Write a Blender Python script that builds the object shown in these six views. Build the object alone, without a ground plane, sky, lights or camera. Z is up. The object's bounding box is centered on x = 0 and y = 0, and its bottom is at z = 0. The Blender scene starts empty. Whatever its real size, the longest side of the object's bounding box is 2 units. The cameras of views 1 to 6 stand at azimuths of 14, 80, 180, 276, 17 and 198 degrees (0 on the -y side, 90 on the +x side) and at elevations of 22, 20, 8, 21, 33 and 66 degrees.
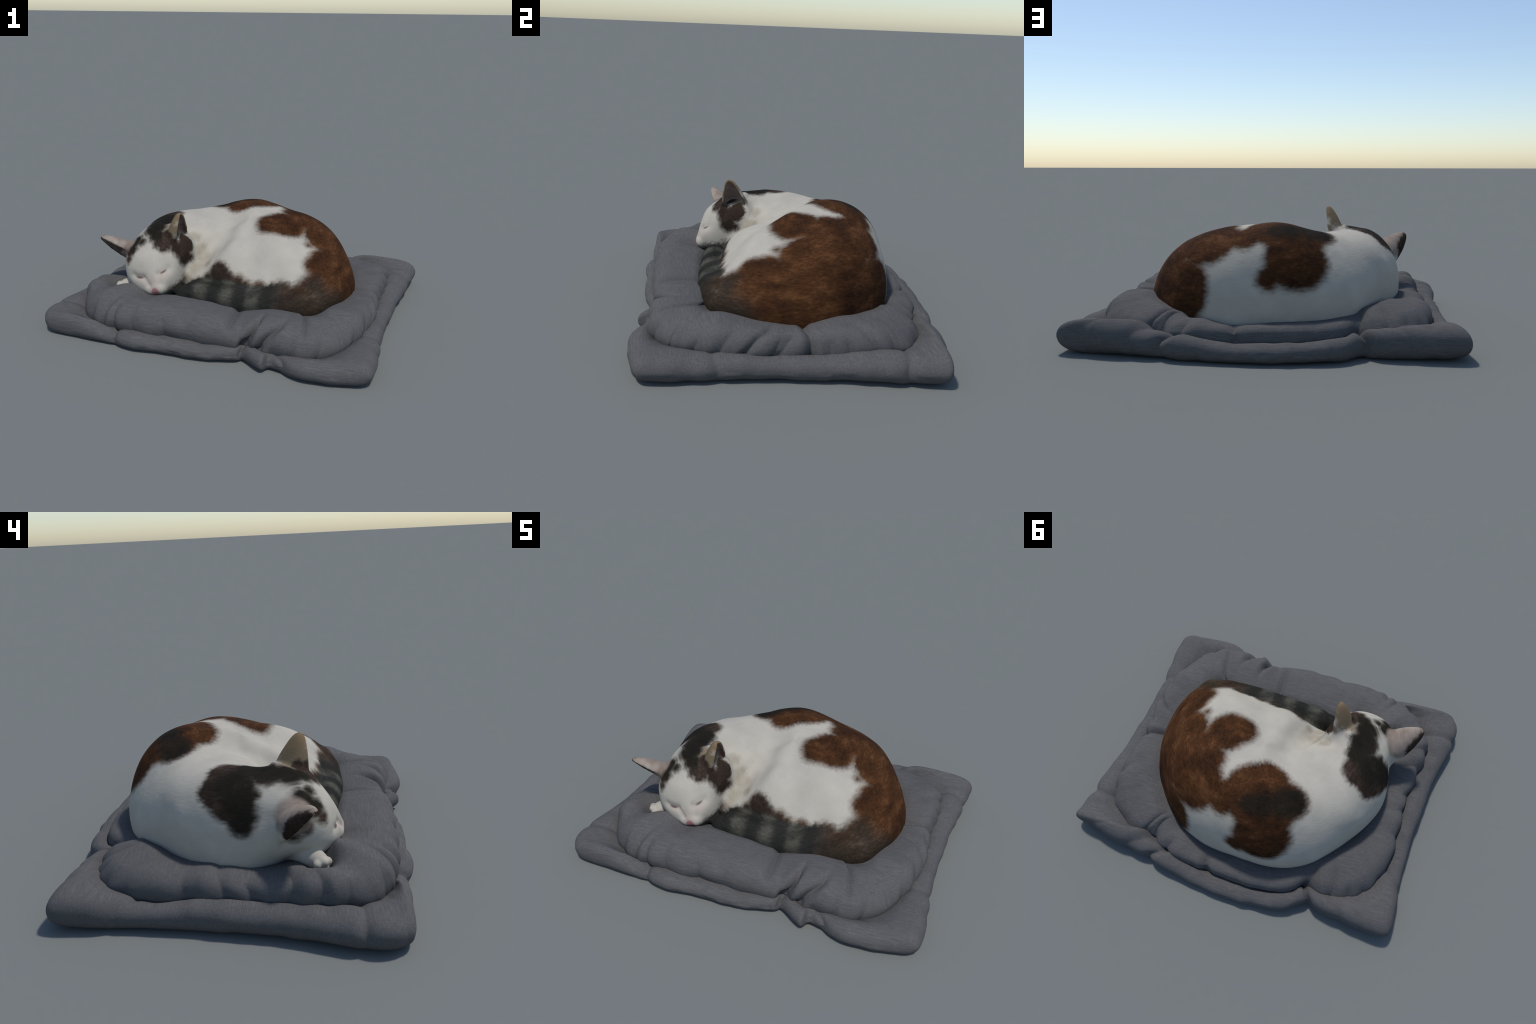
"""A calico cat curled up asleep on a padded grey pet bed.

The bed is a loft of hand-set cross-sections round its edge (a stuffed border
and a thick pad over it) with puckers and folds.  The cat is one implicit body
(trunk, neck, head, tail, ears, paw blended together), meshed in one piece and
then separated by region into its anatomical parts.
"""
import bpy
import math
import numpy as np
from mathutils import Vector

rng = np.random.default_rng(7)
f32 = np.float32


# ------------------------------------------------------------------ helpers
def unit(v):
    v = np.asarray(v, float)
    return v / np.linalg.norm(v)


def smin(a, b, k):
    h = np.clip(0.5 + 0.5 * (b - a) / k, 0, 1)
    return b + (a - b) * h - k * h * (1 - h)


def smax(a, b, k):
    return -smin(-a, -b, k)


def sstep(a, b, x):
    t = np.clip((x - a) / (b - a), 0, 1)
    return t * t * (3 - 2 * t)


def hash3(i, j, k, seed):
    n = (i * 374761393 + j * 668265263 + k * 2147483647 + seed * 1274126177) & 0xFFFFFFFF
    n = ((n ^ (n >> 13)) * 1274126177) & 0xFFFFFFFF
    return ((n ^ (n >> 16)) & 0xFFFF) / 32767.5 - 1.0


def noise3(p, scale, seed=0):
    """Smooth value noise in -1..1."""
    q = np.asarray(p, float) * scale
    i = np.floor(q).astype(np.int64)
    f = q - i
    f = f * f * (3 - 2 * f)
    out = np.zeros(len(q))
    for a in (0, 1):
        for b in (0, 1):
            for c in (0, 1):
                w = (f[:, 0] if a else 1 - f[:, 0]) * (f[:, 1] if b else 1 - f[:, 1]) * (f[:, 2] if c else 1 - f[:, 2])
                out += w * hash3(i[:, 0] + a, i[:, 1] + b, i[:, 2] + c, seed)
    return out


def new_mesh(name, verts, faces, normals=None):
    me = bpy.data.meshes.new(name)
    me.from_pydata([tuple(v) for v in verts], [], [tuple(f) for f in faces])
    me.polygons.foreach_set("use_smooth", np.ones(len(me.polygons), bool))
    me.update()
    if normals is not None:
        me.normals_split_custom_set_from_vertices([tuple(n) for n in normals])
    ob = bpy.data.objects.new(name, me)
    bpy.context.scene.collection.objects.link(ob)
    return ob


def empty(name, label, category):
    ob = bpy.data.objects.new(name, None)
    bpy.context.scene.collection.objects.link(ob)
    ob["label"] = label
    ob["category"] = category
    return ob


# ------------------------------------------------------------------ bed
# One row per station round the bed, counter-clockwise from the front right
# corner: outer edge x, y | border height | seam x, y | pad bulge x, y |
# pad crest x, y, z
BED_STATIONS = [
    (0.835, -0.755, 0.125, 0.620, -0.620, 0.665, -0.610, 0.560, -0.475, 0.209),
    (0.850, -0.520, 0.115, 0.715, -0.460, 0.745, -0.465, 0.590, -0.380, 0.218),
    (0.856, -0.330, 0.115, 0.750, -0.330, 0.785, -0.330, 0.615, -0.270, 0.203),
    (0.878, -0.120, 0.105, 0.770, -0.170, 0.810, -0.150, 0.660, -0.130, 0.188),
    (0.898, 0.040, 0.105, 0.787, 0.010, 0.805, 0.010, 0.690, -0.005, 0.180),
    (0.923, 0.180, 0.122, 0.800, 0.170, 0.835, 0.170, 0.675, 0.140, 0.205),
    (0.963, 0.360, 0.132, 0.795, 0.330, 0.835, 0.340, 0.640, 0.290, 0.202),
    (0.992, 0.530, 0.137, 0.755, 0.450, 0.800, 0.470, 0.610, 0.380, 0.197),
    (0.992, 0.595, 0.157, 0.690, 0.545, 0.715, 0.550, 0.570, 0.430, 0.189),
    (0.870, 0.630, 0.167, 0.625, 0.560, 0.625, 0.585, 0.520, 0.470, 0.182),
    (0.710, 0.675, 0.155, 0.575, 0.555, 0.545, 0.580, 0.475, 0.490, 0.175),
    (0.560, 0.697, 0.120, 0.510, 0.600, 0.490, 0.610, 0.420, 0.520, 0.150),
    (0.400, 0.727, 0.104, 0.390, 0.645, 0.385, 0.655, 0.330, 0.550, 0.156),
    (0.220, 0.766, 0.084, 0.210, 0.675, 0.205, 0.675, 0.200, 0.580, 0.132),
    (0.000, 0.782, 0.083, 0.000, 0.690, 0.000, 0.690, 0.000, 0.580, 0.141),
    (-0.200, 0.774, 0.095, -0.200, 0.685, -0.195, 0.688, -0.180, 0.560, 0.144),
    (-0.310, 0.747, 0.105, -0.310, 0.650, -0.305, 0.650, -0.300, 0.520, 0.151),
    (-0.390, 0.691, 0.118, -0.370, 0.610, -0.380, 0.600, -0.370, 0.480, 0.154),
    (-0.520, 0.711, 0.135, -0.480, 0.620, -0.490, 0.635, -0.450, 0.470, 0.189),
    (-0.700, 0.737, 0.150, -0.600, 0.600, -0.620, 0.605, -0.530, 0.430, 0.209),
    (-0.866, 0.728, 0.154, -0.690, 0.525, -0.715, 0.525, -0.580, 0.380, 0.209),
    (-0.883, 0.570, 0.127, -0.745, 0.400, -0.765, 0.410, -0.620, 0.300, 0.194),
    (-0.876, 0.390, 0.097, -0.770, 0.290, -0.790, 0.295, -0.630, 0.200, 0.179),
    (-0.884, 0.160, 0.117, -0.785, 0.110, -0.800, 0.110, -0.640, 0.080, 0.188),
    (-0.906, -0.050, 0.117, -0.800, -0.080, -0.800, -0.060, -0.660, -0.060, 0.165),
    (-0.931, -0.240, 0.120, -0.810, -0.270, -0.838, -0.260, -0.700, -0.190, 0.191),
    (-0.985, -0.455, 0.124, -0.800, -0.420, -0.838, -0.400, -0.710, -0.310, 0.214),
    (-0.998, -0.588, 0.129, -0.755, -0.550, -0.780, -0.535, -0.670, -0.400, 0.219),
    (-0.945, -0.672, 0.132, -0.690, -0.615, -0.700, -0.605, -0.590, -0.425, 0.240),
    (-0.750, -0.692, 0.115, -0.630, -0.640, -0.625, -0.640, -0.530, -0.425, 0.230),
    (-0.570, -0.712, 0.085, -0.550, -0.625, -0.540, -0.662, -0.460, -0.420, 0.208),
    (-0.400, -0.740, 0.090, -0.415, -0.645, -0.410, -0.682, -0.360, -0.440, 0.215),
    (-0.200, -0.733, 0.085, -0.210, -0.640, -0.200, -0.690, -0.200, -0.465, 0.210),
    (-0.020, -0.740, 0.085, -0.030, -0.660, -0.020, -0.693, -0.030, -0.480, 0.205),
    (0.140, -0.710, 0.080, 0.130, -0.650, 0.130, -0.688, 0.120, -0.485, 0.188),
    (0.190, -0.694, 0.085, 0.170, -0.610, 0.185, -0.680, 0.190, -0.480, 0.196),
    (0.290, -0.772, 0.096, 0.290, -0.690, 0.275, -0.693, 0.280, -0.475, 0.212),
    (0.335, -0.728, 0.085, 0.330, -0.665, 0.330, -0.694, 0.340, -0.475, 0.215),
    (0.500, -0.800, 0.100, 0.460, -0.695, 0.460, -0.715, 0.420, -0.470, 0.206),
    (0.670, -0.795, 0.110, 0.550, -0.680, 0.565, -0.690, 0.500, -0.490, 0.202),
]


def periodic_rows(rows, n):
    """Monotone-ish periodic interpolation of rows, n samples per station."""
    A = np.array(rows, float)
    m = len(A)
    u = np.arange(m * n) / n
    i = np.floor(u).astype(int)
    t = (u - i)[:, None]
    p0, p1, p2, p3 = (A[(i + k) % m] for k in (-1, 0, 1, 2))
    tension = 0.42
    m1, m2 = tension * (p2 - p0), tension * (p3 - p1)
    t2, t3 = t * t, t * t * t
    return u, (2 * t3 - 3 * t2 + 1) * p1 + (t3 - 2 * t2 + t) * m1 + (-2 * t3 + 3 * t2) * p2 + (t3 - t2) * m2


def resample(points, n):
    """Catmull-Rom through a chain of points (k, S, 3) -> n samples."""
    P = np.concatenate([2 * points[:1] - points[1:2], points, 2 * points[-1:] - points[-2:-1]])
    k = len(points)
    u = np.linspace(0, k - 1 - 1e-6, n)
    i = np.floor(u).astype(int)
    t = (u - i)[:, None, None]
    p0, p1, p2, p3 = P[i], P[i + 1], P[i + 2], P[i + 3]
    return 0.5 * (2 * p1 + (p2 - p0) * t + (2 * p0 - 5 * p1 + 4 * p2 - p3) * t * t + (3 * p1 - p0 - 3 * p2 + p3) * t ** 3)


PER = 38
U, ST = periodic_rows(BED_STATIONS, PER)
NS = len(U)
NST = len(BED_STATIONS)
O2, RH, K2, P2, T3 = ST[:, 0:2], ST[:, 2], ST[:, 3:5], ST[:, 5:7], ST[:, 7:10]
for part in (O2, K2, P2, T3):
    part[:, 1] += .013



ARC = np.concatenate([[0], np.cumsum(np.linalg.norm(np.roll(P2 * .5 + O2 * .5, -1, 0) - (P2 * .5 + O2 * .5), axis=1))])
STEP = ARC[-1] / NST


def arc_at(u):
    return np.interp(u % NST, np.arange(NS + 1) / PER, ARC)


def udist(u0, shift=0.0):
    """Signed distance along the edge from a station, in mean station steps."""
    d = (ARC[:-1] - arc_at(u0) - shift * STEP + ARC[-1] / 2) % ARC[-1] - ARC[-1] / 2
    return d / STEP


ALONG = ARC[:-1] / STEP


def ring_faces(rings, S):
    a = np.arange(S)
    b = (a + 1) % S
    out = []
    for r in range(rings - 1):
        out.append(np.stack([r * S + a, r * S + b, (r + 1) * S + b, (r + 1) * S + a], -1))
    return np.concatenate(out)


# pinches of the border: station position, half width, depth (fraction of the tube), slant
BORDER_PINCHES = [(30.25, .16, .55, .0), (29.55, .30, .18, .3), (35.05, .12, .48, -.2), (37.25, .15, .36, .25), (36.4, .35, .12, .2),
                  (17.15, .13, .60, .1), (18.4, .22, .14, .1), (11.55, .16, .50, -.3), (10.55, .25, .22, -.2), (33.0, .2, .18, .1), (13.2, .25, .12, .0), (16.2, .2, .1, .1),
                  (1.35, .15, .18, .25), (6.55, .15, .22, -.25), (21.45, .15, .20, .1), (26.4, .15, .16, -.1), (39.3, .25, .1, .2), (8.8, .2, .06, 0), (27.6, .2, .06, 0),
                  (31.6, .25, .06, 0), (14.4, .3, .05, 0), (4.3, .3, .05, .2), (24.2, .3, .05, .2)]


BACK = np.exp(-((P2[:, 0] + .02) / .36) ** 4) * (P2[:, 1] > 0)


def build_border():
    """The stuffed roll that runs round the edge."""
    out_dir = O2 - K2
    wide = np.linalg.norm(out_dir, axis=1, keepdims=True)
    d = out_dir / wide
    inner = K2 - d * 0.035
    half = (np.linalg.norm(O2 - inner, axis=1)) / 2
    mid = (O2 + inner) / 2
    n = 56
    ang = np.linspace(0, 2 * np.pi, n, endpoint=False)
    pts = np.zeros((n, NS, 3))
    for k, a in enumerate(ang):
        c, s = math.cos(a), math.sin(a)
        e = 2 / 2.25
        x = np.sign(c) * abs(c) ** e
        z = np.sign(s) * abs(s) ** (2 / 2.1)
        if c > 0:                      # outer half is rounder, narrow border stays a tube
            off = half - np.minimum(half, RH * 0.75) * (1 - x)
        else:
            off = half - np.minimum(half, RH * 0.75) + x * (2 * half - np.minimum(half, RH * 0.75))
        zz = RH * 0.5 + RH * 0.5 * z
        if s > 0 and c < 0:            # dips to the seam
            zz = RH * 0.5 + RH * 0.5 * z - (RH * (.45 + .3 * BACK)) * (-c) ** 2 * s
        if s < 0 and c > 0:            # the back edge bulges low
            off = off + BACK * half * .10 * (c ** .4 - c ** .9)
        if s < 0:
            zz = np.maximum(zz, 0.0)
        pts[k, :, :2] = mid + d * off[:, None]
        pts[k, :, 2] = zz
    # pinches draw the section toward its middle
    cen = pts.mean(0)
    for u0, w, dep, slant in BORDER_PINCHES:
        for k, a in enumerate(ang):
            shift = slant * math.cos(a)
            g = np.exp(-np.abs((udist(u0, shift)) / w) ** 1.5)
            f = dep * g * (0.35 + 0.65 * max(0, math.sin(a) * .6 + abs(math.cos(a)) * .6))
            move = (cen - pts[k]) * f[:, None]
            if math.sin(a) < 0:
                move[:, 2] *= .25              # the underside stays on the floor
            pts[k] += move
    V = pts.reshape(-1, 3)
    nz = noise3(V, 7.0, 3) * 0.0045 + noise3(V, 17.0, 4) * 0.0022
    puck = noise3(np.stack([np.tile(ALONG * 2.6, n), V[:, 2] * 6, np.repeat(ang, NS) * .3], -1), 1.0, 9) * 0.0035
    D = V - np.tile(cen, (n, 1, 1)).reshape(-1, 3)
    D /= np.maximum(np.linalg.norm(D, axis=1, keepdims=True), 1e-6)
    V = V + D * (nz + puck)[:, None]
    V[:, 2] = np.maximum(V[:, 2], 0)
    F = ring_faces(n, NS)
    a = np.arange(NS)
    b = (a + 1) % NS
    F = np.concatenate([F, np.stack([(n - 1) * NS + a, (n - 1) * NS + b, b, a], -1)])
    return V, F[:, ::-1]


# folds of the pad: station, half width, depth m, slant, from (0 seam) to (1 crest, 1.5 nest)
PAD_FOLDS = [
    (4.0, .14, .026, .0, .0, 1.25), (3.30, .22, .013, .9, .05, .7), (2.45, .15, .020, 1.2, .0, .95), (5.0, .12, .010, -.35, .0, .5), (5.65, .18, .016, -.7, .0, .8), (1.7, .2, .009, .9, .0, .6),
    (3.05, .2, .012, .6, .0, .6), (4.5, .15, .008, .0, .0, .5), (6.3, .2, .012, -.4, .0, .6), (.75, .25, .014, .3, .0, .5),
    (9.6, .25, .016, -.5, .2, 1.2), (10.4, .35, .024, -.4, .1, 1.2), (11.6, .25, .018, .0, .0, .9), (13.15, .18, .026, -.1, .0, .95), (14.9, .3, .006, .2, .0, .8),
    (17.1, .22, .020, .35, .0, 1.0), (18.3, .28, .014, .5, .0, 1.0), (19.0, .2, .010, .3, .0, .7), (19.7, .25, .012, .1, .0, .6),
    (22.5, .3, .012, -.5, .0, .8), (23.4, .25, .012, -.6, .0, 1.1), (24.0, .2, .010, -.6, .0, .7), (24.8, .25, .016, .5, .0, 1.1), (25.6, .25, .012, .5, .0, .9), (26.4, .2, .012, .4, .0, .6),
    (29.2, .18, .016, .2, .0, .85), (29.9, .16, .012, -.25, .0, .7), (30.8, .28, .012, -.3, .0, .7), (31.7, .28, .014, -.25, .0, .6), (32.5, .3, .008, .2, .1, .6),
    (33.75, .14, .022, .1, .55, 1.3), (34.4, .2, .010, -.2, .2, .9), (35.3, .14, .042, .6, .0, .85), (36.75, .16, .036, 1.3, .0, .8), (38.0, .25, .012, .8, .0, .6), (38.3, .16, .016, .25, .6, 1.3),
    (39.2, .25, .012, .5, .0, .6), (7.6, .25, .012, -.3, .0, .5), (20.6, .25, .008, 0., .0, .5), (27.9, .25, .014, .3, .0, .6),
]


# hollows the cat presses into the pad: x, y, radius, depth
PAD_DENTS = [(-.645, -.330, .060, .072), (-.40, -.42, .07, .02)]


def build_pad():
    """The thick cushion sewn on top; its middle is pressed into a nest."""
    z = np.zeros(NS)
    Tz = T3[:, 2]
    T2 = T3[:, :2]
    cen = np.array([0.0, 0.05])
    def mix(A, B, t): return A + (B - A) * t
    def p3(xy, zz): return np.concatenate([xy, np.broadcast_to(zz, (NS,))[:, None]], 1)
    dK = K2 - P2
    # back corners slope down to the border, the rest is plump and boxy
    full = (1 - np.exp(-((np.abs(P2[:, 0]) - .66) / .28) ** 4 - ((P2[:, 1] - .62) / .22) ** 4)
            - .55 * np.exp(-((np.abs(P2[:, 0]) - .72) / .16) ** 4 - ((P2[:, 1] + .58) / .14) ** 4))
    lo = .068
    chain = np.stack([
        p3(mix(K2, cen, .45), .02), p3(mix(K2, cen, .14), .022), p3(mix(K2, cen, .035), .048),
        p3(mix(K2, P2, .55), .068), p3(P2, lo + (.22 + .23 * full) * (Tz - lo)),
        p3(mix(P2, T2, .12), lo + (.46 + .40 * full) * (Tz - lo)), p3(mix(P2, T2, .42), lo + (.78 + .27 * full) * (Tz - lo)),
        p3(T2, Tz), p3(mix(T2, cen, .10), Tz - .022), p3(mix(T2, cen, .25), Tz - .060), p3(mix(T2, cen, .6), np.minimum(Tz - .05, .10)), p3(mix(T2, cen, .93), .09)])
    n = 84
    pts = resample(chain, n)
    tt = np.linspace(0, len(chain) - 1, n)          # 3 = seam, 7 = crest
    lv = (tt - 3) / 4
    V = pts.reshape(-1, 3)
    # normals by finite differences
    du = np.roll(pts, -1, 1) - np.roll(pts, 1, 1)
    dv = np.gradient(pts, axis=0)
    N = np.cross(dv, du)
    N /= np.maximum(np.linalg.norm(N, axis=2, keepdims=True), 1e-9)
    if (N[60] @ np.array([0, 0, 1.])).mean() < 0:
        N = -N
    h = np.zeros((n, NS))
    for u0, w, dep, slant, l0, l1 in PAD_FOLDS:
        for k in range(n):
            g = np.exp(-np.abs(udist(u0, slant * (lv[k] - .4)) / w) ** 1.2)
            side = np.exp(-np.abs((np.abs(udist(u0, slant * (lv[k] - .4))) - 1.9 * w) / w) ** 2)
            e = sstep(l0 - .22, l0 + .1, lv[k]) * (1 - sstep(l1 - .25, l1 + .1, lv[k]))
            h[k] += -dep * e * (g - .12 * side)
    # fine puckers that fan up from the seam
    q = np.stack([np.tile(ALONG * 2.3, n), np.repeat(lv, NS) * .9, np.zeros(n * NS)], -1)
    puck = noise3(q, 1.0, 21).reshape(n, NS) * .0025 + noise3(q * np.array([2.1, 1.4, 1]), 1.0, 22).reshape(n, NS) * .0015
    fade = (sstep(-.25, .1, lv) * (1 - sstep(.45, 1.05, lv)))[:, None]
    h += puck * fade
    h += (noise3(V, 6.0, 31) * .006 + noise3(V, 14.0, 32) * .0025).reshape(n, NS) * sstep(-.1, .3, lv)[:, None]
    pts = pts + N * h[:, :, None]
    for x, y, rad, dep in PAD_DENTS:
        g = np.exp(-((pts[:, :, 0] - x) ** 2 + (pts[:, :, 1] - y) ** 2) / rad ** 2)
        pts[:, :, 2] -= dep * g * sstep(.0, .06, pts[:, :, 2] - .09)
    V = pts.reshape(-1, 3)
    F = ring_faces(n, NS)
    c0, c1 = len(V), len(V) + 1
    V = np.concatenate([V, [[cen[0], cen[1], .02], [cen[0], cen[1], .088]]])
    a = np.arange(NS)
    b = (a + 1) % NS
    tri0 = np.stack([np.full(NS, c0), b, a], -1)
    tri1 = np.stack([(n - 1) * NS + a, (n - 1) * NS + b, np.full(NS, c1)], -1)
    return V, [tuple(f) for f in F] + [tuple(f) for f in tri0] + [tuple(f) for f in tri1]


# ------------------------------------------------------------------ cat body
# Trunk: radius of the curled body round TRUNK_CENTRE.  One row per heading
# (counter-clockwise from +x, 18 degrees apart), one column per elevation.
TRUNK_CENTRE = np.array([0.02, 0.06, 0.12])
TRUNK_PROFILES = [
    (.606, .655, .642, .604, .486, .447, .418, .346),
    (.660, .659, .601, .618, .522, .446, .421, .337),
    (.629, .603, .570, .602, .538, .450, .419, .342),
    (.562, .555, .579, .574, .520, .458, .415, .348),
    (.516, .527, .532, .544, .545, .472, .412, .350),
    (.485, .504, .513, .571, .563, .482, .409, .351),
    (.461, .511, .578, .598, .566, .479, .408, .358),
    (.466, .551, .622, .546, .555, .449, .411, .378),
    (.496, .560, .619, .623, .531, .401, .416, .404),
    (.532, .598, .646, .670, .520, .360, .422, .423),
    (.548, .648, .730, .726, .506, .326, .427, .435),
    (.534, .618, .688, .696, .445, .324, .426, .442),
    (.495, .527, .526, .439, .334, .344, .418, .451),
    (.449, .413, .406, .382, .328, .353, .413, .464),
    (.450, .338, .347, .429, .393, .356, .408, .477),
    (.525, .458, .397, .408, .381, .357, .406, .486),
    (.544, .563, .473, .380, .379, .364, .405, .482),
    (.456, .485, .566, .461, .443, .388, .405, .457),
    (.422, .545, .760, .552, .484, .421, .408, .416),
    (.496, .599, .700, .559, .459, .440, .413, .376),
]

HEAD_PROFILES = [
    (.269, .237, .172, .132, .182, .194, .200, .150),
    (.291, .236, .153, .142, .143, .138, .200, .150),
    (.311, .240, .118, .124, .117, .118, .181, .150),
    (.309, .234, .142, .129, .105, .108, .155, .150),
    (.295, .235, .155, .145, .122, .125, .175, .150),
    (.266, .237, .175, .183, .179, .177, .198, .150),
    (.232, .230, .241, .240, .228, .220, .200, .150),
    (.216, .231, .249, .250, .222, .222, .200, .150),
    (.214, .235, .236, .230, .222, .222, .200, .150),
    (.215, .228, .263, .242, .222, .222, .200, .150),
    (.227, .230, .244, .209, .222, .222, .200, .150),
    (.247, .236, .198, .131, .211, .243, .200, .150),
]


# Head: radius round HEAD_CENTRE; rows turn round the nose axis, columns run
# from the nose tip back over the skull.
HEAD_CENTRE = np.array([-.43, -.23, .36])
HEAD_SIDE = unit([.955, .146, .27])            # toward the cat's left ear
HEAD_NOSE = unit([.274, -.797, -.538])
HEAD_UP = unit([-.136, -.586, .799])


def bspline(t):
    return ((1 - t) ** 3 / 6, (3 * t ** 3 - 6 * t * t + 4) / 6, (-3 * t ** 3 + 3 * t * t + 3 * t + 1) / 6, t ** 3 / 6)


def radial(theta01, v01, table):
    """Smooth surface through a table of radii; wraps in the first direction."""
    W = np.array(table, f32)
    nt, npv = W.shape
    u = theta01 * nt
    i = np.floor(u).astype(np.int32)
    bu = bspline((u - i).astype(f32))
    v = np.clip(v01, 0, .9999) * (npv - 3)
    j = np.floor(v).astype(np.int32)
    bv = bspline((v - j).astype(f32))
    r = np.zeros(theta01.shape, f32)
    for a in range(4):
        for b in range(4):
            r += bu[a] * bv[b] * W[(i + a - 1) % nt, j + b]
    return r


def sd_trunk(p):
    d = p - TRUNK_CENTRE.astype(f32)
    R = np.sqrt((d * d).sum(-1)) + 1e-6
    th = (np.arctan2(d[:, 1], d[:, 0]) / (2 * np.pi)) % 1.0
    el = np.degrees(np.arcsin(np.clip(d[:, 2] / R, -1, 1)))
    return (R - radial(th, (el + 10) / 100, TRUNK_PROFILES)) * f32(.85)


def sd_head(p):
    d = p - HEAD_CENTRE.astype(f32)
    R = np.sqrt((d * d).sum(-1)) + 1e-6
    a, b, c = d @ HEAD_SIDE.astype(f32), d @ HEAD_UP.astype(f32), d @ HEAD_NOSE.astype(f32)
    th = (np.arctan2(b, a) / (2 * np.pi)) % 1.0
    el = np.degrees(np.arccos(np.clip(c / R, -1, 1)))
    return (R - radial(th, el / 150, HEAD_PROFILES)) * f32(.85)


def sd_chain(p, balls):
    """Round cones through (x, y, z, r) balls."""
    out = np.full(len(p), 9, f32)
    for A, B in zip(balls[:-1], balls[1:]):
        a, b = np.array(A[:3], f32), np.array(B[:3], f32)
        ab = b - a
        t = np.clip(((p - a) @ ab) / (ab @ ab), 0, 1)
        d = np.sqrt(((p - a - t[:, None] * ab) ** 2).sum(-1)) - (A[3] + (B[3] - A[3]) * t)
        out = np.minimum(out, d)
    return out


def sd_ellipsoid(p, c, r, axes=None):
    d = p - np.array(c, f32)
    if axes is not None:
        d = d @ np.array(axes, f32).T
    r = np.array(r, f32)
    k0 = np.sqrt(((d / r) ** 2).sum(-1))
    k1 = np.sqrt(((d / r ** 2) ** 2).sum(-1)) + 1e-6
    return k0 * (k0 - 1) / k1


TAIL = [(.46, -.23, .22, .128), (.468, -.308, .200, .106), (.38, -.335, .190, .104), (.18, -.365, .170, .087), (-.05, -.345, .180, .083), (-.185, -.330, .187, .077), (-.245, -.338, .177, .060)]
CHEST = [(-.548, -.165, .275, .094), (-.52, -.10, .28, .10)]
MUZZLE = [(-.430, -.340, .318, .030), (-.408, -.385, .262, .021), (-.399, -.402, .236, .0225)]
CHEEK_PADS = [((-.374, -.384, .226), (.036, .038, .030)), ((-.424, -.388, .214), (.036, .036, .028))]
CROWN = [(-.44, -.19, .375, .118), (-.46, -.11, .382, .130), (-.455, -.01, .390, .130)]
EAR_FOLD = [(-.428, -.205, .482, .015), (-.420, -.165, .498, .017), (-.392, -.140, .508, .020)]
THROAT_FOLD = [(-.235, -.38, .285, .050), (-.207, -.22, .355, .052), (-.178, -.12, .412, .050), (-.138, -.03, .474, .038), (-.10, .04, .53, .018)]
TOES = [(-.653, -.338, .191, .0205), (-.632, -.354, .184, .0205), (-.664, -.313, .184, .0195), (-.648, -.342, .164, .0205), (-.625, -.348, .160, .020)]
FOREARM = [(-.50, -.20, .16, .050), (-.585, -.275, .183, .046), (-.620, -.315, .181, .041)]
# ears: base centre, tip, direction the hollow faces, half width, half depth, kind of lean
EARS = [
    dict(base=(-.350, -.185, .395), tip=(-.300, -.247, .624), face=(.97, -.20, .10), width=.088, depth=.070),
    dict(base=(-.633, -.224, .352), tip=(-.768, -.306, .462), face=(-.02, -.56, -.80), width=.084, depth=.052),
]


def ear_frame(e):
    base, tip = np.array(e["base"]), np.array(e["tip"])
    H = tip - base
    length = np.linalg.norm(H)
    H = H / length
    N = np.array(e["face"], float)
    N = unit(N - H * (N @ H))
    return base, H, N, np.cross(H, N), length


def sd_ear(p, e):
    base, H, N, Wd, length = ear_frame(e)
    d = p - base.astype(f32)
    h, n, w = (d @ H.astype(f32)) / f32(length), d @ N.astype(f32), d @ Wd.astype(f32)
    hc = np.clip(h, 0, 1)
    grow = np.sqrt(np.maximum(1 - hc ** 1.7, 0.0)) * (1 - .25 * hc) + .03
    a, b = e["width"] * grow, e["depth"] * grow + .006
    outer = (np.sqrt((w / a) ** 2 + (n / b) ** 2) - 1) * np.minimum(a, b)
    outer = np.maximum(outer, (h - 1.0) * length)
    outer = np.maximum(outer, n - b * .35)                 # open side
    a2, b2 = np.maximum(a - .013, .004), np.maximum(b - .014, .004)
    hollow = (np.sqrt((w / a2) ** 2 + ((n - .006) / b2) ** 2) - 1) * np.minimum(a2, b2)
    hollow = np.maximum(hollow, (.20 - h) * length)
    hollow = np.where(n > .0, np.maximum(np.abs(w) - a2 * 1.0, (.20 - h) * length), hollow)
    return smax(outer, -hollow, .006), outer


EYES = [((-.362, -.375, .326), (.036, .033, .022)), ((-.503, -.391, .283), (-.058, .008, .002))]
NOSE_GROOVES = [[(-.386, -.392, .309, .003), (-.372, -.408, .262, .003)], [(-.463, -.399, .280, .003), (-.428, -.410, .245, .003)]]
NOSE = (-.393, -.422, .224)


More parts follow.
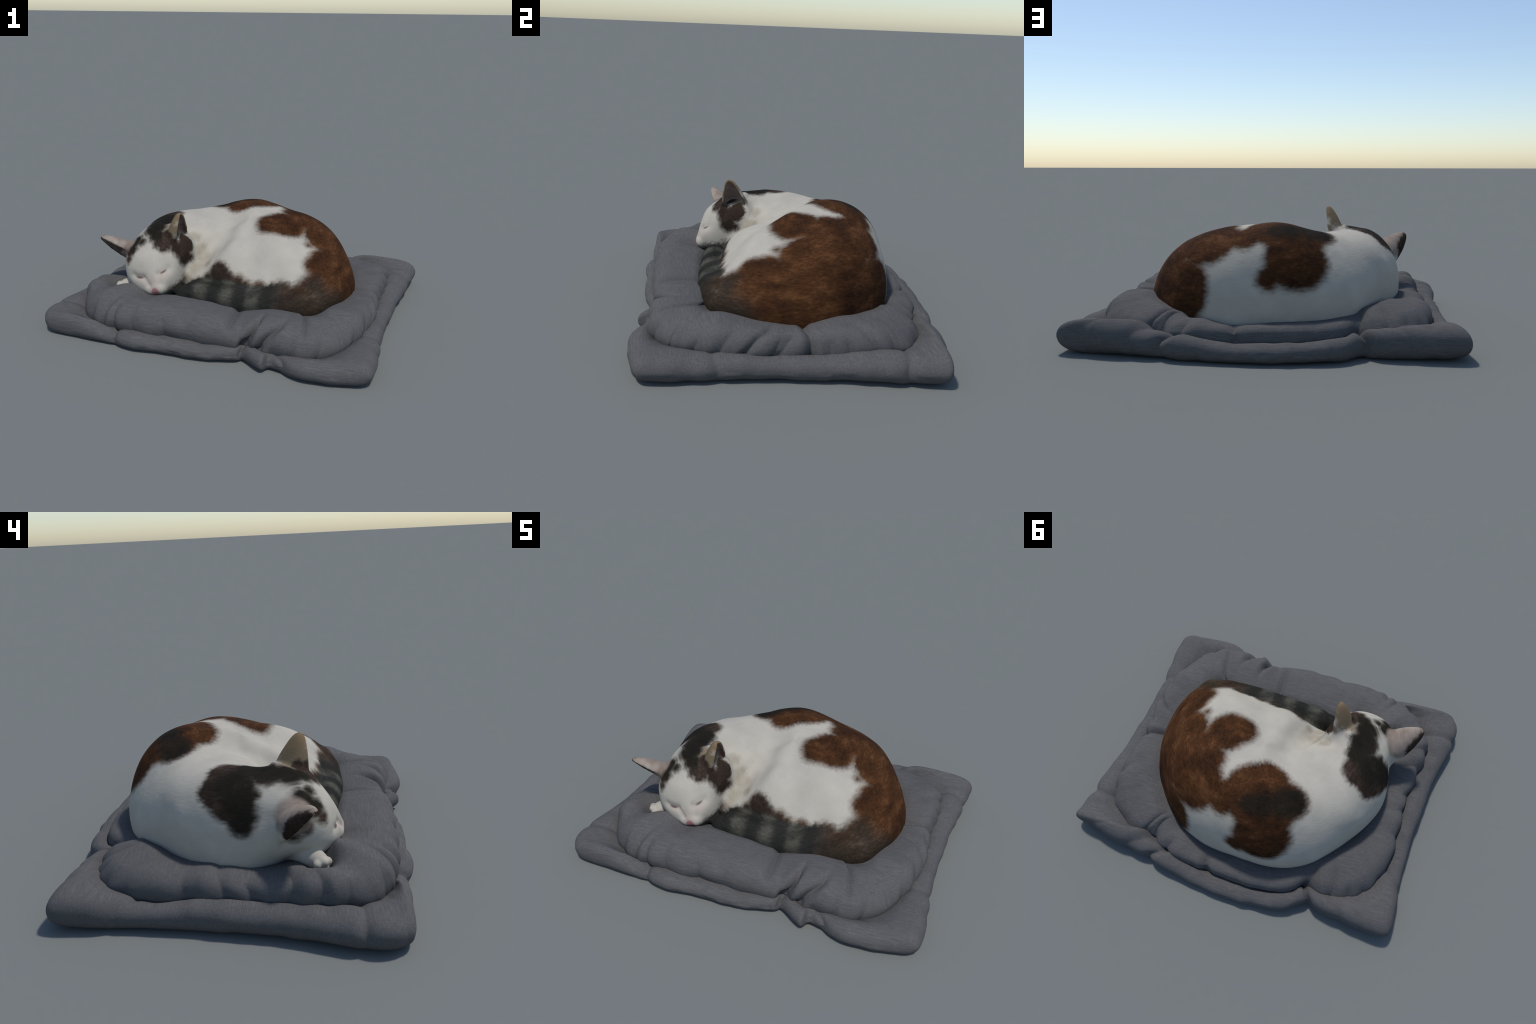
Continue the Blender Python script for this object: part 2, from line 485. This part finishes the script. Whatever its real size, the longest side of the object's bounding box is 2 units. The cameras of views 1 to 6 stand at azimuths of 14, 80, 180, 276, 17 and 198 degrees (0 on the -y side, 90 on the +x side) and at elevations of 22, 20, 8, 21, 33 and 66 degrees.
def body_parts(p):
    head = smin(sd_head(p), sd_chain(p, CROWN), .05)
    head = smin(head, sd_chain(p, MUZZLE), .025)
    for c, r in CHEEK_PADS:
        head = smin(head, sd_ellipsoid(p, c, r), .022)
    head = smin(head, sd_chain(p, EAR_FOLD), .016)
    parts = dict(torso=sd_trunk(p), head=head)
    parts["neck"] = sd_chain(p, [(-.49, -.11, .36, .128), (-.455, .05, .365, .132), (-.42, .18, .34, .12)])
    parts["neck"] = smin(parts["neck"], sd_chain(p, CHEST), .05)
    parts["tail"] = sd_chain(p, TAIL)
    paw = sd_chain(p, FOREARM)
    for t in TOES:
        paw = smin(paw, sd_ellipsoid(p, t[:3], (t[3],) * 3), .006)
    parts["forepaw"] = paw
    ears = [sd_ear(p, e) for e in EARS]
    parts["ear"], parts["ear.001"] = ears[0][0], ears[1][0]
    return parts


def body_distance(p):
    q = body_parts(p)
    f = smin(q["torso"], q["neck"], .08)
    # the deep fold between thigh, throat and neck
    f = smax(f, -sd_chain(p, THROAT_FOLD), .02)
    f = smin(f, q["tail"], .030)
    head = q["head"]
    f = smin(f, head, .030)
    f = smin(f, q["forepaw"], .015)
    f = smin(f, q["ear"], .022)
    f = smin(f, q["ear.001"], .022)
    # hollows beside the bridge of the nose
    for groove in NOSE_GROOVES:
        d = sd_chain(p, groove)
        f = f + .0055 * np.exp(-(np.maximum(d, 0) / .011) ** 2)
    # closed eyes: a shallow slit in a soft socket
    for c, d in EYES:
        a, b = np.array(c) - np.array(d) / 2, np.array(c) + np.array(d) / 2
        slit = sd_chain(p, [(*a, .004), (*b, .004)])
        f = f + .008 * np.exp(-(np.maximum(slit, 0) / .018) ** 2) + .005 * np.exp(-(np.maximum(slit, 0) / .005) ** 2)
    return f


def surface_nets(dist, low, high, cell):
    """Mesh the zero set of a distance function, one vertex per crossed cell."""
    axes = [np.arange(l, h + cell, cell, dtype=f32) for l, h in zip(low, high)]
    nx, ny, nz = map(len, axes)
    G = np.empty((nx, ny, nz), f32)
    yz = np.stack(np.meshgrid(axes[1], axes[2], indexing="ij"), -1).reshape(-1, 2)
    step = 24
    for s in range(0, nx, step):
        xs = axes[0][s:s + step]
        P = np.empty((len(xs), len(yz), 3), f32)
        P[:, :, 0] = xs[:, None]
        P[:, :, 1:] = yz
        G[s:s + step] = dist(P.reshape(-1, 3)).reshape(len(xs), ny, nz)
    G[0], G[-1], G[:, 0], G[:, -1], G[:, :, 0], G[:, :, -1] = (1,) * 6
    inside = G < 0
    corner = [(a, b, c) for a in (0, 1) for b in (0, 1) for c in (0, 1)]
    def cut(A, a, b, c): return A[a:nx - 1 + a, b:ny - 1 + b, c:nz - 1 + c]
    count = sum(cut(inside, *c).astype(np.int8) for c in corner)
    active = (count > 0) & (count < 8)
    idx = np.full(active.shape, -1, np.int64)
    cells = np.argwhere(active)
    idx[active] = np.arange(len(cells))
    pos = np.zeros((len(cells), 3))
    hits = np.zeros(len(cells))
    for A in corner:
        for ax in range(3):
            if A[ax]:
                continue
            B = list(A)
            B[ax] = 1
            ga = G[tuple((cells + A).T)]
            gb = G[tuple((cells + B).T)]
            x = (ga < 0) != (gb < 0)
            t = np.where(x, ga / np.where(x, ga - gb, 1), 0)
            q = np.tile(np.array(A, float), (len(cells), 1))
            q[:, ax] = t
            pos += q * x[:, None]
            hits += x
    V = (cells + pos / hits[:, None]) * cell + np.array([a[0] for a in axes])
    F = []
    for ax in range(3):
        o1, o2 = [(1, 2), (2, 0), (0, 1)][ax]
        S0 = inside
        S1 = np.roll(inside, -1, ax)
        edge = np.argwhere((S0 != S1)[1:-1, 1:-1, 1:-1]) + 1
        flip = inside[tuple(edge.T)]
        def cid(d1, d2):
            e = edge.copy()
            e[:, o1] -= d1
            e[:, o2] -= d2
            return idx[tuple(e.T)]
        q = np.stack([cid(0, 0), cid(1, 0), cid(1, 1), cid(0, 1)], -1)
        F.append(np.where(flip[:, None], q, q[:, ::-1]))
    F = np.concatenate(F)
    return V, F[(F >= 0).all(1)]


def gradient(dist, V, e=.002):
    g = np.zeros((len(V), 3))
    for a in range(3):
        d = np.zeros(3)
        d[a] = e
        g[:, a] = (dist((V + d).astype(f32)) - dist((V - d).astype(f32))) / (2 * e)
    return g


def relax(V, F, n, amount):
    E = np.concatenate([F[:, [0, 1]], F[:, [1, 2]], F[:, [2, 3]], F[:, [3, 0]]])
    E = np.concatenate([E, E[:, ::-1]])
    deg = np.bincount(E[:, 0], minlength=len(V))
    for _ in range(n):
        S = np.stack([np.bincount(E[:, 0], V[E[:, 1], k], minlength=len(V)) for k in range(3)], -1)
        V = V + amount * (S / np.maximum(deg, 1)[:, None] - V)
    return V


def vertex_normals(V, F):
    n = np.cross(V[F[:, 2]] - V[F[:, 0]], V[F[:, 3]] - V[F[:, 1]])
    N = np.stack([sum(np.bincount(F[:, c], n[:, k], minlength=len(V)) for c in range(4)) for k in range(3)], -1)
    return N / np.maximum(np.linalg.norm(N, axis=1, keepdims=True), 1e-12)


def build_body():
    V, F = surface_nets(body_distance, (-.86, -.56, .06), (.80, .72, .68), .0062)
    for _ in range(2):
        V = relax(V, F, 1, .5)
        d = body_distance(V.astype(f32))
        g = gradient(body_distance, V)
        V = V - g * (np.clip(d, -.006, .006) / np.maximum((g * g).sum(1), .25))[:, None]
    V = relax(V, F, 2, .4)
    N = vertex_normals(V, F)
    V = V + N * (noise3(V, 9, 51) * .0022 + noise3(V, 24, 52) * .0009)[:, None]
    return V, F, vertex_normals(V, F)


def label_faces(V, F):
    c = V[F].mean(1).astype(f32)
    q = body_parts(c)
    names = ["torso", "hind_leg", "neck", "head", "nose", "eye", "eye.001", "ear", "ear.001", "tail", "forepaw", "inner_ear", "inner_ear.001"]
    lab = np.zeros(len(F), int)
    lab[(q["neck"] < q["torso"] + .02) & (c[:, 0] < -.25) & (c[:, 1] < .14)] = 2
    haunch = ((c - np.array([.20, -.17, .36])) / np.array([.34, .20, .26])) ** 2
    lab[(haunch.sum(1) < 1) & (c[:, 1] < .02)] = 1
    lab[q["tail"] < q["torso"] + .006] = 9
    lab[(q["head"] < np.minimum(q["torso"], q["neck"]) + .004)] = 3
    lab[(q["forepaw"] < .012) & (q["forepaw"] < np.minimum(q["head"], q["torso"]))] = 10
    for k, e in ((7, "ear"), (8, "ear.001")):
        base, H, N, Wd, length = ear_frame(EARS[k - 7])
        inner = sd_ear(c, EARS[k - 7])[1] < -.005
        lab[inner & (q[e] < .008) & (((c - base) @ H) > .12 * length) & ((c - base) @ N > -EARS[k - 7]["depth"])] = k + 4
        lab[(lab != k + 4) & (q[e] < .012) & (q[e] < np.minimum(q["head"], q["torso"]) - .004) & (((c - base) @ H) > .25 * length)] = k
    lab[np.linalg.norm(c - np.array(NOSE), axis=1) < .026] = 4
    for k, (m, d) in enumerate(EYES):
        a, b = np.array(m) - np.array(d) / 2, np.array(m) + np.array(d) / 2
        lab[sd_chain(c, [(*a, .010), (*b, .010)]) < 0] = 5 + k
    return names, lab


# ------------------------------------------------------------------ materials
# The coat's markings are unions of soft round spots: x, y, z, radius.
GINGER_SPOTS = [
    (0.526, 0.335, 0.262, 0.170), (0.570, -0.179, 0.330, 0.170), (-0.089, 0.412, 0.536, 0.169), (0.370, 0.218, 0.509, 0.170),
    (0.606, 0.063, 0.329, 0.170), (0.423, -0.404, 0.220, 0.130), (-0.107, 0.531, 0.432, 0.162), (0.238, 0.040, 0.527, 0.134),
    (0.315, 0.337, 0.492, 0.166), (0.451, 0.428, 0.256, 0.169), (-0.007, 0.349, 0.567, 0.165), (0.307, -0.424, 0.221, 0.121),
    (0.092, -0.441, 0.187, 0.104), (-0.106, -0.417, 0.193, 0.090), (0.649, 0.020, 0.243, 0.170), (0.585, -0.264, 0.279, 0.170),
    (-0.075, -0.282, 0.310, 0.066), (0.495, 0.075, 0.441, 0.170), (-0.239, -0.400, 0.178, 0.077), (-0.171, 0.337, 0.538, 0.116),
    (0.593, 0.231, 0.255, 0.170), (0.030, 0.566, 0.342, 0.061), (-0.294, -0.340, 0.136, 0.048), (-0.071, 0.261, 0.569, 0.116),
    (0.135, 0.392, 0.522, 0.102), (0.635, -0.134, 0.253, 0.160), (0.414, 0.479, 0.119, 0.067), (-0.022, -0.429, 0.196, 0.094),
    (0.172, -0.331, 0.277, 0.037), (0.515, -0.341, 0.257, 0.145), (0.167, 0.011, 0.531, 0.099), (0.005, -0.309, 0.280, 0.040),
    (0.183, -0.449, 0.190, 0.094), (0.098, -0.322, 0.275, 0.032), (0.521, 0.350, 0.238, 0.169), (0.296, -0.385, 0.263, 0.089),
    (-0.132, -0.272, 0.268, 0.032), (0.399, -0.076, 0.451, 0.026), (0.259, 0.212, 0.542, 0.083), (-0.188, -0.404, 0.193, 0.082),
    (0.055, -0.311, 0.282, 0.039), (-0.284, -0.268, 0.243, 0.022), (0.554, -0.153, 0.352, 0.157), (0.478, -0.206, 0.382, 0.086),
    (-0.205, 0.329, 0.526, 0.092),
]
UMBER_SPOTS = [
    (-0.566, 0.044, 0.480, 0.120), (-0.481, -0.111, 0.512, 0.082), (-0.075, -0.282, 0.310, 0.060), (-0.289, -0.257, 0.413, 0.057),
    (-0.585, -0.304, 0.399, 0.050), (-0.398, -0.292, 0.461, 0.052), (-0.639, -0.011, 0.384, 0.066), (-0.472, -0.197, 0.504, 0.066),
    (-0.503, 0.044, 0.514, 0.099), (-0.636, -0.268, 0.342, 0.040), (-0.736, -0.231, 0.431, 0.037), (-0.652, -0.221, 0.313, 0.039),
    (-0.568, -0.262, 0.438, 0.044), (-0.020, -0.301, 0.292, 0.041), (-0.278, -0.249, 0.367, 0.053), (-0.144, -0.266, 0.267, 0.024),
    (-0.441, -0.256, 0.487, 0.048), (-0.315, -0.280, 0.431, 0.040), (-0.766, -0.276, 0.456, 0.024), (-0.265, -0.200, 0.413, 0.033),
    (-0.522, -0.285, 0.449, 0.027), (-0.731, -0.217, 0.415, 0.039), (-0.472, -0.048, 0.519, 0.073), (-0.602, 0.026, 0.447, 0.102),
    (-0.585, -0.335, 0.362, 0.031), (0.048, -0.304, 0.294, 0.017), (-0.380, -0.299, 0.450, 0.047), (-0.732, -0.222, 0.355, 0.012),
    (-0.260, -0.206, 0.354, 0.027), (-0.564, 0.125, 0.465, 0.051), (-0.755, -0.243, 0.399, 0.016), (-0.481, 0.051, 0.518, 0.080),
    (-0.712, -0.208, 0.329, 0.012), (0.030, -0.308, 0.286, 0.019), (-0.648, -0.018, 0.355, 0.050), (-0.749, -0.269, 0.462, 0.028),
    (-0.585, -0.067, 0.461, 0.025), (-0.319, -0.277, 0.478, 0.015), (-0.766, -0.263, 0.423, 0.014), (-0.743, -0.235, 0.369, 0.013),
]
BLACK_SPOTS = [
    (-0.561, 0.014, 0.487, 0.090), (-0.212, 0.330, 0.524, 0.079), (-0.479, -0.186, 0.505, 0.069), (-0.088, 0.386, 0.548, 0.060),
    (-0.481, -0.049, 0.518, 0.076), (-0.630, -0.024, 0.400, 0.053), (-0.572, -0.272, 0.430, 0.044), (-0.441, -0.256, 0.487, 0.045),
    (-0.014, 0.405, 0.548, 0.047), (-0.175, 0.348, 0.534, 0.074), (-0.330, -0.371, 0.200, 0.035), (-0.645, -0.021, 0.364, 0.045),
    (-0.477, -0.111, 0.513, 0.067), (-0.605, -0.005, 0.443, 0.071), (-0.584, -0.284, 0.416, 0.038), (-0.525, -0.288, 0.446, 0.019),
    (-0.573, -0.248, 0.443, 0.036), (0.005, 0.404, 0.548, 0.044), (-0.556, -0.312, 0.414, 0.021), (-0.063, 0.390, 0.551, 0.056),
    (-0.423, -0.264, 0.483, 0.038),
]
TAN_SPOTS = [
    (-0.216, -0.144, 0.345, 0.047), (-0.224, -0.206, 0.301, 0.032), (-0.272, -0.094, 0.437, 0.033), (-0.227, -0.120, 0.377, 0.038),
    (-0.163, -0.197, 0.324, 0.028), (-0.261, -0.243, 0.251, 0.027), (-0.227, -0.282, 0.227, 0.027), (-0.175, -0.284, 0.242, 0.024),
    (-0.235, -0.225, 0.283, 0.029),
]

NOSE_SPOTS = [(-.393, -.424, .222, .019), (-.385, -.424, .213, .015), (-.400, -.424, .211, .015)]
BLUSH_SPOTS = [(-.395, -.425, .240, .035), (-.405, -.41, .27, .03), (-.36, -.38, .30, .03), (-.49, -.39, .275, .03)]


def slit_spots(mid, run, n=9, r=.0050):
    out = []
    for k in range(n):
        t = k / (n - 1) - .5
        sag = .004 * (1 - 4 * t * t)
        out.append((mid[0] + run[0] * t, mid[1] + run[1] * t - .001, mid[2] + run[2] * t - sag, r * (1 - .5 * abs(2 * t) ** 2)))
    return out


EYE_SPOTS = [s for m, d in EYES for s in slit_spots(m, d)]


def chain_spots(balls, grow, step=.035):
    out = []
    for A, B in zip(balls[:-1], balls[1:]):
        n = max(1, int(math.dist(A[:3], B[:3]) / step))
        out += [tuple(A[i] + (B[i] - A[i]) * k / n + (grow if i == 3 else 0) for i in range(4)) for k in range(n)]
    return out + [(*balls[-1][:3], balls[-1][3] + grow)]


class Nodes:
    def __init__(self, name):
        self.mat = bpy.data.materials.new(name)
        self.mat.use_nodes = True
        self.nt = self.mat.node_tree
        self.bsdf = self.nt.nodes["Principled BSDF"]
        self.bsdf.inputs["Specular IOR Level"].default_value = .04
        self.pos = self.nt.nodes.new("ShaderNodeTexCoord").outputs["Object"]

    def put(self, sock, v):
        if hasattr(v, "node"):
            self.nt.links.new(v, sock)
        elif isinstance(v, (tuple, list)) and len(sock.default_value) == 4 and len(v) == 3:
            sock.default_value = (*v, 1)
        else:
            sock.default_value = v

    def math(self, op, a, b=None, c=None, clamp=False):
        n = self.nt.nodes.new("ShaderNodeMath")
        n.operation = op
        n.use_clamp = clamp
        for s, v in zip(n.inputs, (a, b, c)):
            if v is not None:
                self.put(s, v)
        return n.outputs[0]

    def vec(self, op, a, b=None, scale=None):
        n = self.nt.nodes.new("ShaderNodeVectorMath")
        n.operation = op
        self.put(n.inputs[0], a)
        if b is not None:
            self.put(n.inputs[1], b)
        if scale is not None:
            self.put(n.inputs["Scale"], scale)
        return n.outputs["Value"] if op in ("DISTANCE", "LENGTH", "DOT_PRODUCT") else n.outputs[0]

    def noise(self, vec, scale, detail=3, rough=.55, color=False):
        n = self.nt.nodes.new("ShaderNodeTexNoise")
        self.put(n.inputs["Vector"], vec)
        n.inputs["Scale"].default_value = scale
        n.inputs["Detail"].default_value = detail
        n.inputs["Roughness"].default_value = rough
        return n.outputs["Color" if color else "Fac"]

    def split(self, v):
        n = self.nt.nodes.new("ShaderNodeSeparateXYZ")
        self.put(n.inputs[0], v)
        return n.outputs

    def join(self, x, y, z):
        n = self.nt.nodes.new("ShaderNodeCombineXYZ")
        for s, v in zip(n.inputs, (x, y, z)):
            self.put(s, v)
        return n.outputs[0]

    def span(self, v, a, b, lo=0.0, hi=1.0, kind="SMOOTHSTEP"):
        n = self.nt.nodes.new("ShaderNodeMapRange")
        n.interpolation_type = kind
        for s, x in zip(n.inputs, (v, a, b, lo, hi)):
            self.put(s, x)
        return n.outputs[0]

    def mix(self, f, a, b):
        n = self.nt.nodes.new("ShaderNodeMix")
        n.data_type = "RGBA"
        self.put(n.inputs[0], f)
        self.put(n.inputs[6], a)
        self.put(n.inputs[7], b)
        return n.outputs[2]

    def ramp(self, f, stops):
        n = self.nt.nodes.new("ShaderNodeValToRGB")
        el = n.color_ramp.elements
        while len(el) < len(stops):
            el.new(.5)
        for e, (p, c) in zip(el, stops):
            e.position, e.color = p, (*c, 1)
        self.put(n.inputs[0], f)
        return n.outputs[0]

    def spots(self, vec, balls, soft=.012):
        """How deep a point lies inside a blended union of spots (metres)."""
        acc = None
        for x, y, z, r in balls:
            d = self.math("SUBTRACT", r, self.vec("DISTANCE", vec, (x, y, z)))
            if acc is None:
                acc = d
            else:
                acc = self.math("SMOOTH_MAX", acc, d, soft) if soft else self.math("MAXIMUM", acc, d)
        return acc

    def bump(self, height, strength, dist):
        n = self.nt.nodes.new("ShaderNodeBump")
        n.inputs["Strength"].default_value = strength
        n.inputs["Distance"].default_value = dist
        self.put(n.inputs["Height"], height)
        self.nt.links.new(n.outputs[0], self.bsdf.inputs["Normal"])

    def finish(self, color, rough):
        self.put(self.bsdf.inputs["Base Color"], color)
        self.put(self.bsdf.inputs["Roughness"], rough)
        return self.mat


def fur_flow(g):
    """Coordinates that run along the curl of the body, so hair streaks follow it."""
    x, y, z = g.split(g.pos)[:3]
    yy = g.math("SUBTRACT", y, .02)
    th = g.math("ARCTAN2", yy, x)
    rad = g.math("SQRT", g.math("ADD", g.math("MULTIPLY", x, x), g.math("MULTIPLY", yy, yy)))
    return g.join(g.math("MULTIPLY", th, .22), rad, z)


def make_fur():
    g = Nodes("calico_fur")
    flow = fur_flow(g)
    hair = g.noise(flow, 95, 4, .7)                       # fine streaks
    lock = g.noise(flow, 17, 3, .6)                        # broader tufts
    patchy = g.noise(g.pos, 7, 3, .55)
    # ragged patch edges: the lookup point is shaken by noise
    shake = g.vec("SUBTRACT", g.noise(g.pos, 14, 4, .6, True), (.5, .5, .5))
    shake2 = g.vec("SUBTRACT", g.noise(flow, 60, 3, .6, True), (.5, .5, .5))
    q = g.vec("ADD", g.pos, g.vec("ADD", g.vec("SCALE", shake, scale=.020), g.vec("SCALE", shake2, scale=.038)))

    white = g.mix(g.span(patchy, .35, .7), (.420, .387, .325), (.470, .433, .365))
    white = g.mix(g.span(hair, .35, .75, 0, .22), white, (.37, .335, .275))
    col = white
    tan = g.span(g.spots(q, TAN_SPOTS), -.022, .022, 0, .62)
    col = g.mix(tan, col, g.ramp(lock, [(.3, (.24, .20, .135)), (.7, (.34, .30, .23))]))
    blush = g.span(g.spots(g.pos, BLUSH_SPOTS), -.03, .03, 0, .5)
    col = g.mix(blush, col, (.43, .335, .290))

    tone = g.math("ADD", g.math("MULTIPLY", lock, .34), g.math("ADD", g.math("MULTIPLY", hair, .36), g.math("MULTIPLY", patchy, .30)))
    ginger = g.ramp(tone, [(.34, (.016, .0080, .0048)), (.44, (.036, .0160, .0078)), (.53, (.063, .0262, .0108)), (.63, (.118, .052, .021))])
    col = g.mix(g.span(g.spots(q, GINGER_SPOTS + [(.50, .19, .425, .08), (.56, .22, .36, .08), (.60, .12, .30, .08), (.47, .31, .415, .08), (.51, .26, .40, .09)], .020), -.027, .030), col, ginger)
    umber = g.ramp(tone, [(.35, (.018, .0125, .009)), (.52, (.036, .0245, .018)), (.66, (.080, .053, .040))])
    col = g.mix(g.span(g.spots(q, UMBER_SPOTS, .010), -.019, .021), col, umber)
    black = g.ramp(tone, [(.35, (.0085, .0082, .0062)), (.55, (.0145, .0138, .0102)), (.70, (.034, .031, .023))])
    col = g.mix(g.span(g.spots(q, BLACK_SPOTS, .010), -.034, .030, 0, .88), col, black)

    # tabby tail: dark and pale bands across it, darkest at the tip
    x = g.split(q)[0]
    band = g.math("SINE", g.math("MULTIPLY_ADD", x, 2 * math.pi / .150, 2 * math.pi * .143 / .150 + math.pi / 2))
    band = g.math("MULTIPLY", g.span(band, -.8, 1.0, 0, .8), g.span(x, -.24, -.16))
    band = g.math("MULTIPLY", band, g.span(x, .34, .16, .25, 1))
    band = g.math("MULTIPLY", band, g.span(lock, .30, .62, .35, 1))
    tabby = g.ramp(tone, [(.36, (.013, .0135, .0122)), (.55, (.024, .024, .0205)), (.70, (.062, .058, .048))])
    pale = g.ramp(tone, [(.36, (.040, .038, .030)), (.55, (.085, .080, .064)), (.70, (.15, .14, .115))])
    tabby = g.mix(band, tabby, pale)
    tail = g.spots(q, chain_spots(TAIL[1:], .030), .010)
    col = g.mix(g.math("MULTIPLY", g.span(tail, -.014, .014), g.span(x, .47, .22)), col, tabby)
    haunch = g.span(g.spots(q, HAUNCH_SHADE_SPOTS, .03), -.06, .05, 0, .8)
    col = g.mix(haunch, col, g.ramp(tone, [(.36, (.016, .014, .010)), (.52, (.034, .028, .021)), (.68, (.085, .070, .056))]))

    # backs of the ears: one tan with a dark foot, one pale
    ear = g.span(g.spots(q, TAN_EAR_SPOTS), -.012, .016)
    col = g.mix(ear, col, g.mix(g.span(g.split(g.pos)[2], .50, .59), g.mix(lock, (.150, .118, .075), (.195, .155, .100)), (.200, .140, .082)))
    foot = g.span(g.spots(q, DARK_EAR_SPOTS), -.010, .010)
    col = g.mix(foot, col, umber)
    pale_ear = g.span(g.spots(g.pos, PALE_EAR_SPOTS), -.015, .015, 0, .85)
    col = g.mix(pale_ear, col, g.mix(g.span(lock, .35, .65), (.19, .140, .110), (.29, .232, .190)))
    col = g.mix(g.span(g.spots(q, EAR_TIP_SPOTS), -.010, .010), col, umber)

    # pink nose leather and the closed lids
    col = g.mix(g.span(g.spots(g.pos, NOSE_SPOTS), -.005, .005), col, (.33, .155, .150))
    col = g.mix(g.span(g.spots(g.pos, EYE_SPOTS, .002), -.006, .002, 0, .92), col, (.070, .042, .040))
    g.bump(g.math("ADD", g.math("MULTIPLY", hair, .6), g.math("MULTIPLY", lock, .5)), .35, .006)
    return g.finish(col, .85)


TAN_EAR_SPOTS = [(-.318, -.272, .535, .034), (-.342, -.270, .505, .030), (-.362, -.238, .505, .045), (-.35, -.255, .54, .04), (-.372, -.205, .495, .042), (-.345, -.200, .53, .055), (-.325, -.225, .57, .055), (-.305, -.240, .61, .045), (-.31, -.16, .50, .03), (-.405, -.165, .50, .025)]
DARK_EAR_SPOTS = [(-.334, -.278, .470, .026), (-.312, -.185, .465, .030), (-.290, -.190, .430, .045), (-.285, -.225, .405, .03), (-.378, -.232, .487, .040), (-.385, -.258, .455, .034), (-.362, -.272, .495, .026), (-.315, -.215, .430, .042), (-.300, -.165, .425, .030), (-.330, -.260, .430, .040), (-.41, -.20, .478, .016)]
PALE_EAR_SPOTS = [(-.66, -.23, .40, .09), (-.74, -.28, .44, .07)]
EAR_TIP_SPOTS = [(-.765, -.235, .415, .048), (-.745, -.210, .385, .045), (-.778, -.272, .440, .036), (-.725, -.215, .345, .042)]
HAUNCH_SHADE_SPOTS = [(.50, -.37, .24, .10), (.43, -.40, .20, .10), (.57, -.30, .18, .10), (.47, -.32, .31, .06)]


def make_inner_ear():
    g = Nodes("inner_ear_skin")
    n = g.noise(g.pos, 22, 3)
    f = g.noise(g.pos, 60, 3)
    col = g.ramp(n, [(.3, (.115, .088, .075)), (.5, (.180, .135, .115)), (.7, (.250, .178, .150))])  # skin colour lightened to offset the shadow inside the ear cup
    col = g.mix(g.span(f, .58, .75, 0, .4), col, (.16, .12, .095))
    red = g.spots(g.pos, [(-.300, -.135, .455, .035), (-.302, -.150, .50, .03), (-.305, -.160, .54, .02)])
    col = g.mix(g.span(red, -.015, .02, 0, .8), col, (.145, .055, .048))
    g.bump(f, .25, .004)
    return g.finish(col, .7)


def make_fabric():
    g = Nodes("grey_woven_cloth")
    weft = g.noise(g.vec("MULTIPLY", g.pos, (14, 190, 190)), 1, 3, .6)
    warp = g.noise(g.vec("MULTIPLY", g.pos, (210, 18, 60)), 1, 2, .6)
    soft = g.noise(g.pos, 5, 3)
    t = g.math("ADD", g.math("MULTIPLY", weft, .75), g.math("MULTIPLY", warp, .25))
    col = g.ramp(t, [(.30, (.080, .078, .078)), (.50, (.104, .101, .100)), (.72, (.138, .133, .131))])
    col = g.mix(g.span(soft, .3, .7, 0, .25), col, (.090, .088, .087))
    g.bump(t, .35, .003)
    g.bsdf.inputs["Sheen Weight"].default_value = .0
    g.bsdf.inputs["Sheen Roughness"].default_value = .6
    return g.finish(col, .95)


FABRIC = make_fabric()
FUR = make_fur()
INNER_EAR = make_inner_ear()


# ------------------------------------------------------------------ assemble
import bmesh

bed = empty("pet_bed", "square padded grey fabric pet bed with stuffed border", "pet bed")
for nm, builder in (("border", build_border), ("pad", build_pad)):
    V, F = builder()
    ob = new_mesh(nm, V, F)
    bm = bmesh.new()
    bm.from_mesh(ob.data)
    bmesh.ops.recalc_face_normals(bm, faces=bm.faces)
    bm.to_mesh(ob.data)
    bm.free()
    ob.parent = bed
    ob.data.materials.append(FABRIC)

cat = empty("cat", "calico cat with brown, black and white fur curled up asleep", "cat")
V, F, N = build_body()
names, lab = label_faces(V, F)
made = {}
for k, nm in enumerate(names):
    f = F[lab == k]
    if not len(f):
        continue
    used, inv = np.unique(f, return_inverse=True)
    ob = new_mesh(nm, V[used], inv.reshape(f.shape), N[used])
    ob.parent = made[nm.replace("inner_", "")] if nm.startswith("inner_") else cat
    made[nm] = ob
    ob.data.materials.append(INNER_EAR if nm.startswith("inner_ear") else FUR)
